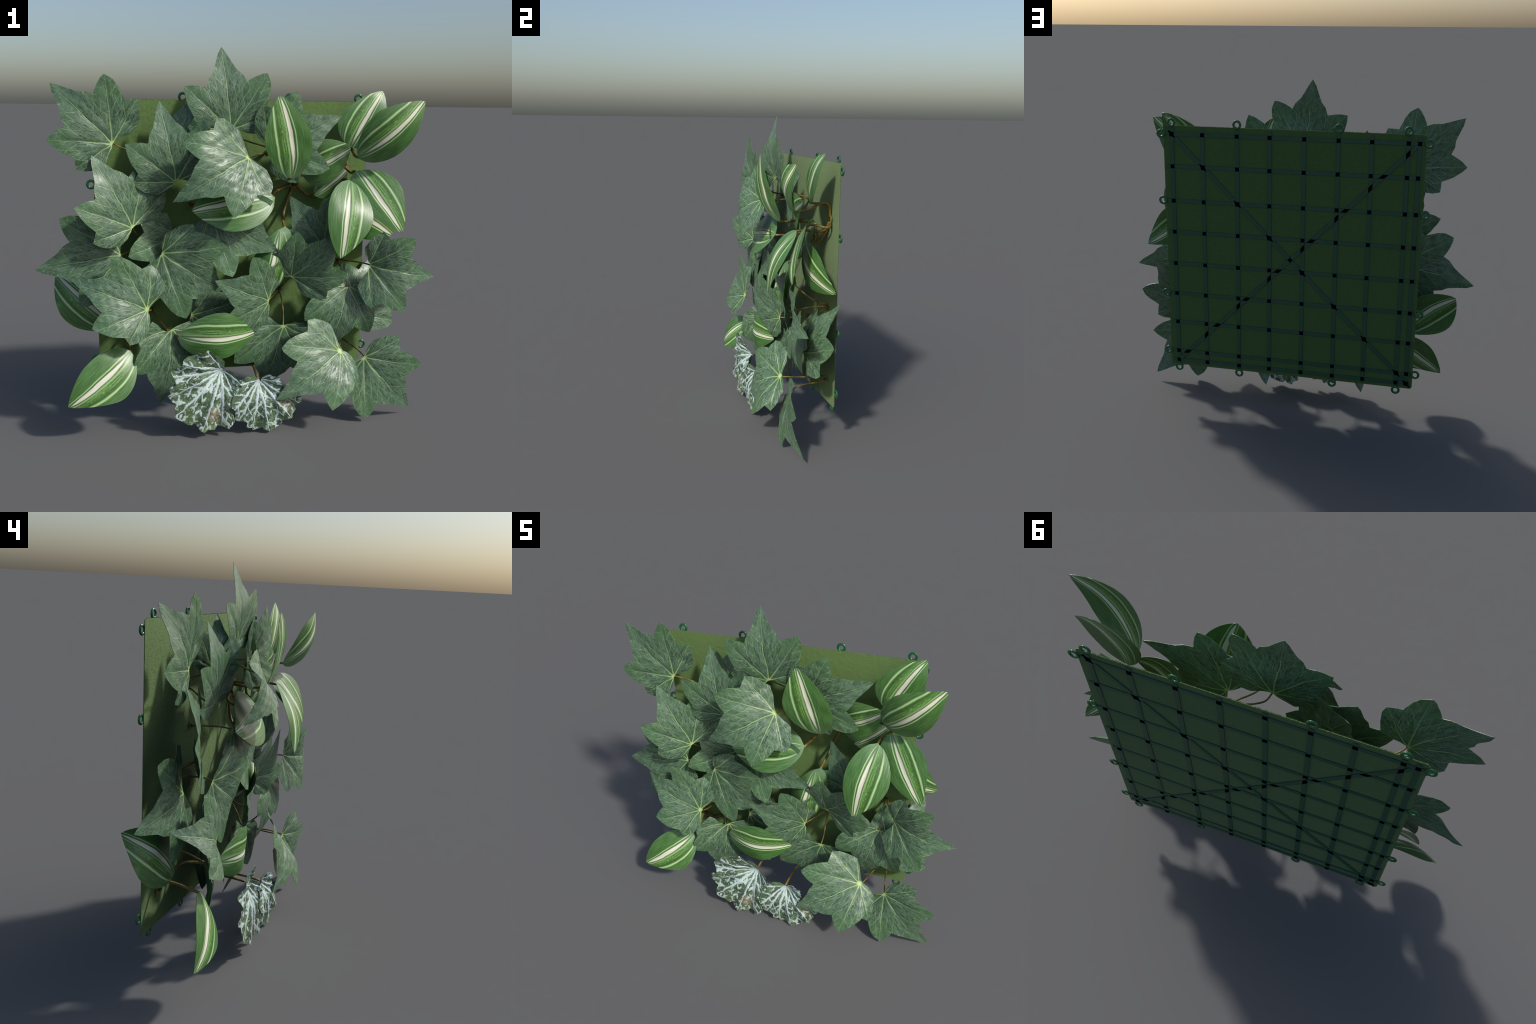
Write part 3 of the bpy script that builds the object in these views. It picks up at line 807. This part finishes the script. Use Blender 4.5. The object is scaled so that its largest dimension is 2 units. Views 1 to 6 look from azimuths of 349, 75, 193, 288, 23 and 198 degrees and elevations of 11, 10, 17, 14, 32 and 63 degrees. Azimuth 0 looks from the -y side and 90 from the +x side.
def turf_pile():
    """Short upright grass fibres on the front and along the rim, too fine to count."""
    (x0, x1), (z0, z1), (y0, y1) = MAT_X, MAT_Z, MAT_Y
    verts, faces = [], []
    rng = np.random.default_rng(5)
    def blade(p, d, w, h):
        side = np.cross(d, rng.normal(size=3)); side /= np.linalg.norm(side)
        lean = d + rng.normal(0, .35, 3)
        n = len(verts)
        verts.extend([p - side * w, p + side * w, p + lean * h])
        faces.append((n, n + 1, n + 2))
    for _ in range(30000):
        p = np.array((rng.uniform(x0 + .004, x1 - .004), y0, rng.uniform(z0 + .004, z1 - .004)))
        blade(p, np.array((0, -1.0, .1)), .0009, rng.uniform(.0012, .0026))
    for _ in range(7000):
        s = rng.integers(4)
        y = rng.uniform(y0, y1 - .001)
        if s < 2:
            p, d = np.array((rng.uniform(x0 + .01, x1 - .01), y, (z0, z1)[s])), np.array((0, -.3, (-1, 1)[s]))
        else:
            p, d = np.array(((x0, x1)[s - 2], y, rng.uniform(z0 + .01, z1 - .01))), np.array(((-1, 1)[s - 2], -.3, 0))
        blade(p, d, .0010, rng.uniform(.0015, .0032))
    me = mesh_from('turf_pile', verts, faces)
    obj = add_object('turf_pile', me, MAT_TURF, parent=mat_obj, smooth=False)
    obj['kind'] = 'stuff'


turf_pile()

# ---------------------------------------------------------------- strap lattice on the back
COLUMNS = (.651, .477, .284, .1045, -.081, -.262, -.435, -.620, -.676)
ROWS = (1.599, 1.423, 1.231, 1.052, .867, .686, .511, .328, .270)
HALF, Y_BACK, STRAP_T = .0105, MAT_Y[1], .0042


def strap(p, q, proud=0.0):
    p, q = Vector((p[0], 0, p[1])), Vector((q[0], 0, q[1]))
    length = (q - p).length
    me = box(0, length, -.001, STRAP_T + proud, -HALF, HALF, .0008)
    ang = math.atan2(q.z - p.z, q.x - p.x)
    m = Matrix.Translation((p.x, Y_BACK, p.z)) @ Matrix.Rotation(-ang, 4, 'Y')
    add_object('strap', me, MAT_STRAP, parent=mat_obj, smooth=False, matrix=m)


for x in COLUMNS:
    strap((x, .252), (x, 1.630), .0)
for z in ROWS:
    strap((-.697, z), (.684, z), .0005)
strap((.651, 1.599), (-.676, .270), .0010)
strap((-.676, 1.599), (.651, .270), .0015)


def overlap_patch(x, z, corners):
    """Added black patch copying the render fault where coplanar strap faces overlap."""
    y0, y1 = Y_BACK + STRAP_T * .5, Y_BACK + STRAP_T + .0022
    n = len(corners)
    verts = [(x + a, y0, z + b) for a, b in corners] + [(x + a, y1, z + b) for a, b in corners]
    faces = [tuple(range(n)), tuple(range(n, 2 * n))[::-1]] + [(i, i + n, (i + 1) % n + n, (i + 1) % n) for i in range(n)]
    add_object('strap_overlap_patch', mesh_from('strap_overlap_patch', verts, faces), MAT_OVERLAP, parent=mat_obj, smooth=False)


SQUARE = [(-.0105, -.0105), (.0105, -.0105), (.0105, .0105), (-.0105, .0105)]


def on_diagonal(x, z):
    fall = abs((z - 1.599) - (x - .651))
    rise = abs((z - 1.599) + (x + .676))
    return fall < .010 or rise < .010


STAR = [(-.022, -.022), (-.004, -.013), (.011, -.011), (.013, .004), (.022, .022), (.004, .013), (-.011, .011), (-.013, -.004)]
for x in COLUMNS:
    for z in ROWS:
        star = abs((z - 1.599) - (x - .651)) < .010
        overlap_patch(x, z, STAR if star else SQUARE)
UP = [(-.0105, .016), (-.0105, -.005), (.0105, -.026), (.0105, -.005)]
for x in COLUMNS[1:-1]:
    z = 1.599 - (x + .676)
    if min(abs(z - r) for r in ROWS) > .012:
        overlap_patch(x, z, [(-.0105, .026), (-.0105, -.004), (.0105, -.026), (.0105, .004)])
for z in ROWS[1:-1]:
    x = -.676 - (z - 1.599)
    if min(abs(x - c) for c in COLUMNS) > .012:
        overlap_patch(x, z, [(-.026, .0105), (-.004, -.0), (.004, -.0105), (.026, -.0105), (.004, .0)][:0] or
              [(-.026, .0105), (-.004, -.0105), (.026, -.0105), (.004, .0105)])
overlap_patch(-.0125, .9355, [(-.015, 0), (0, -.015), (.015, 0), (0, .015)])

# ---------------------------------------------------------------- hanging rings
ring = ring_mesh('hanging_ring', .0184, .0068)
top = [(x, 1.661) for x in (.652, .284, -.263, -.620)]
bottom = [(x, .224) for x in (.652, .284, -.262, -.621)]
sides = [(x, z) for x in (.714, -.7235) for z in (1.600, 1.231, .685, .327)]
for x, z in top + bottom + sides:
    add_object('hanging_ring', ring, MAT_RING, parent=mat_obj, matrix=Matrix.Translation((x, .2112, z)))
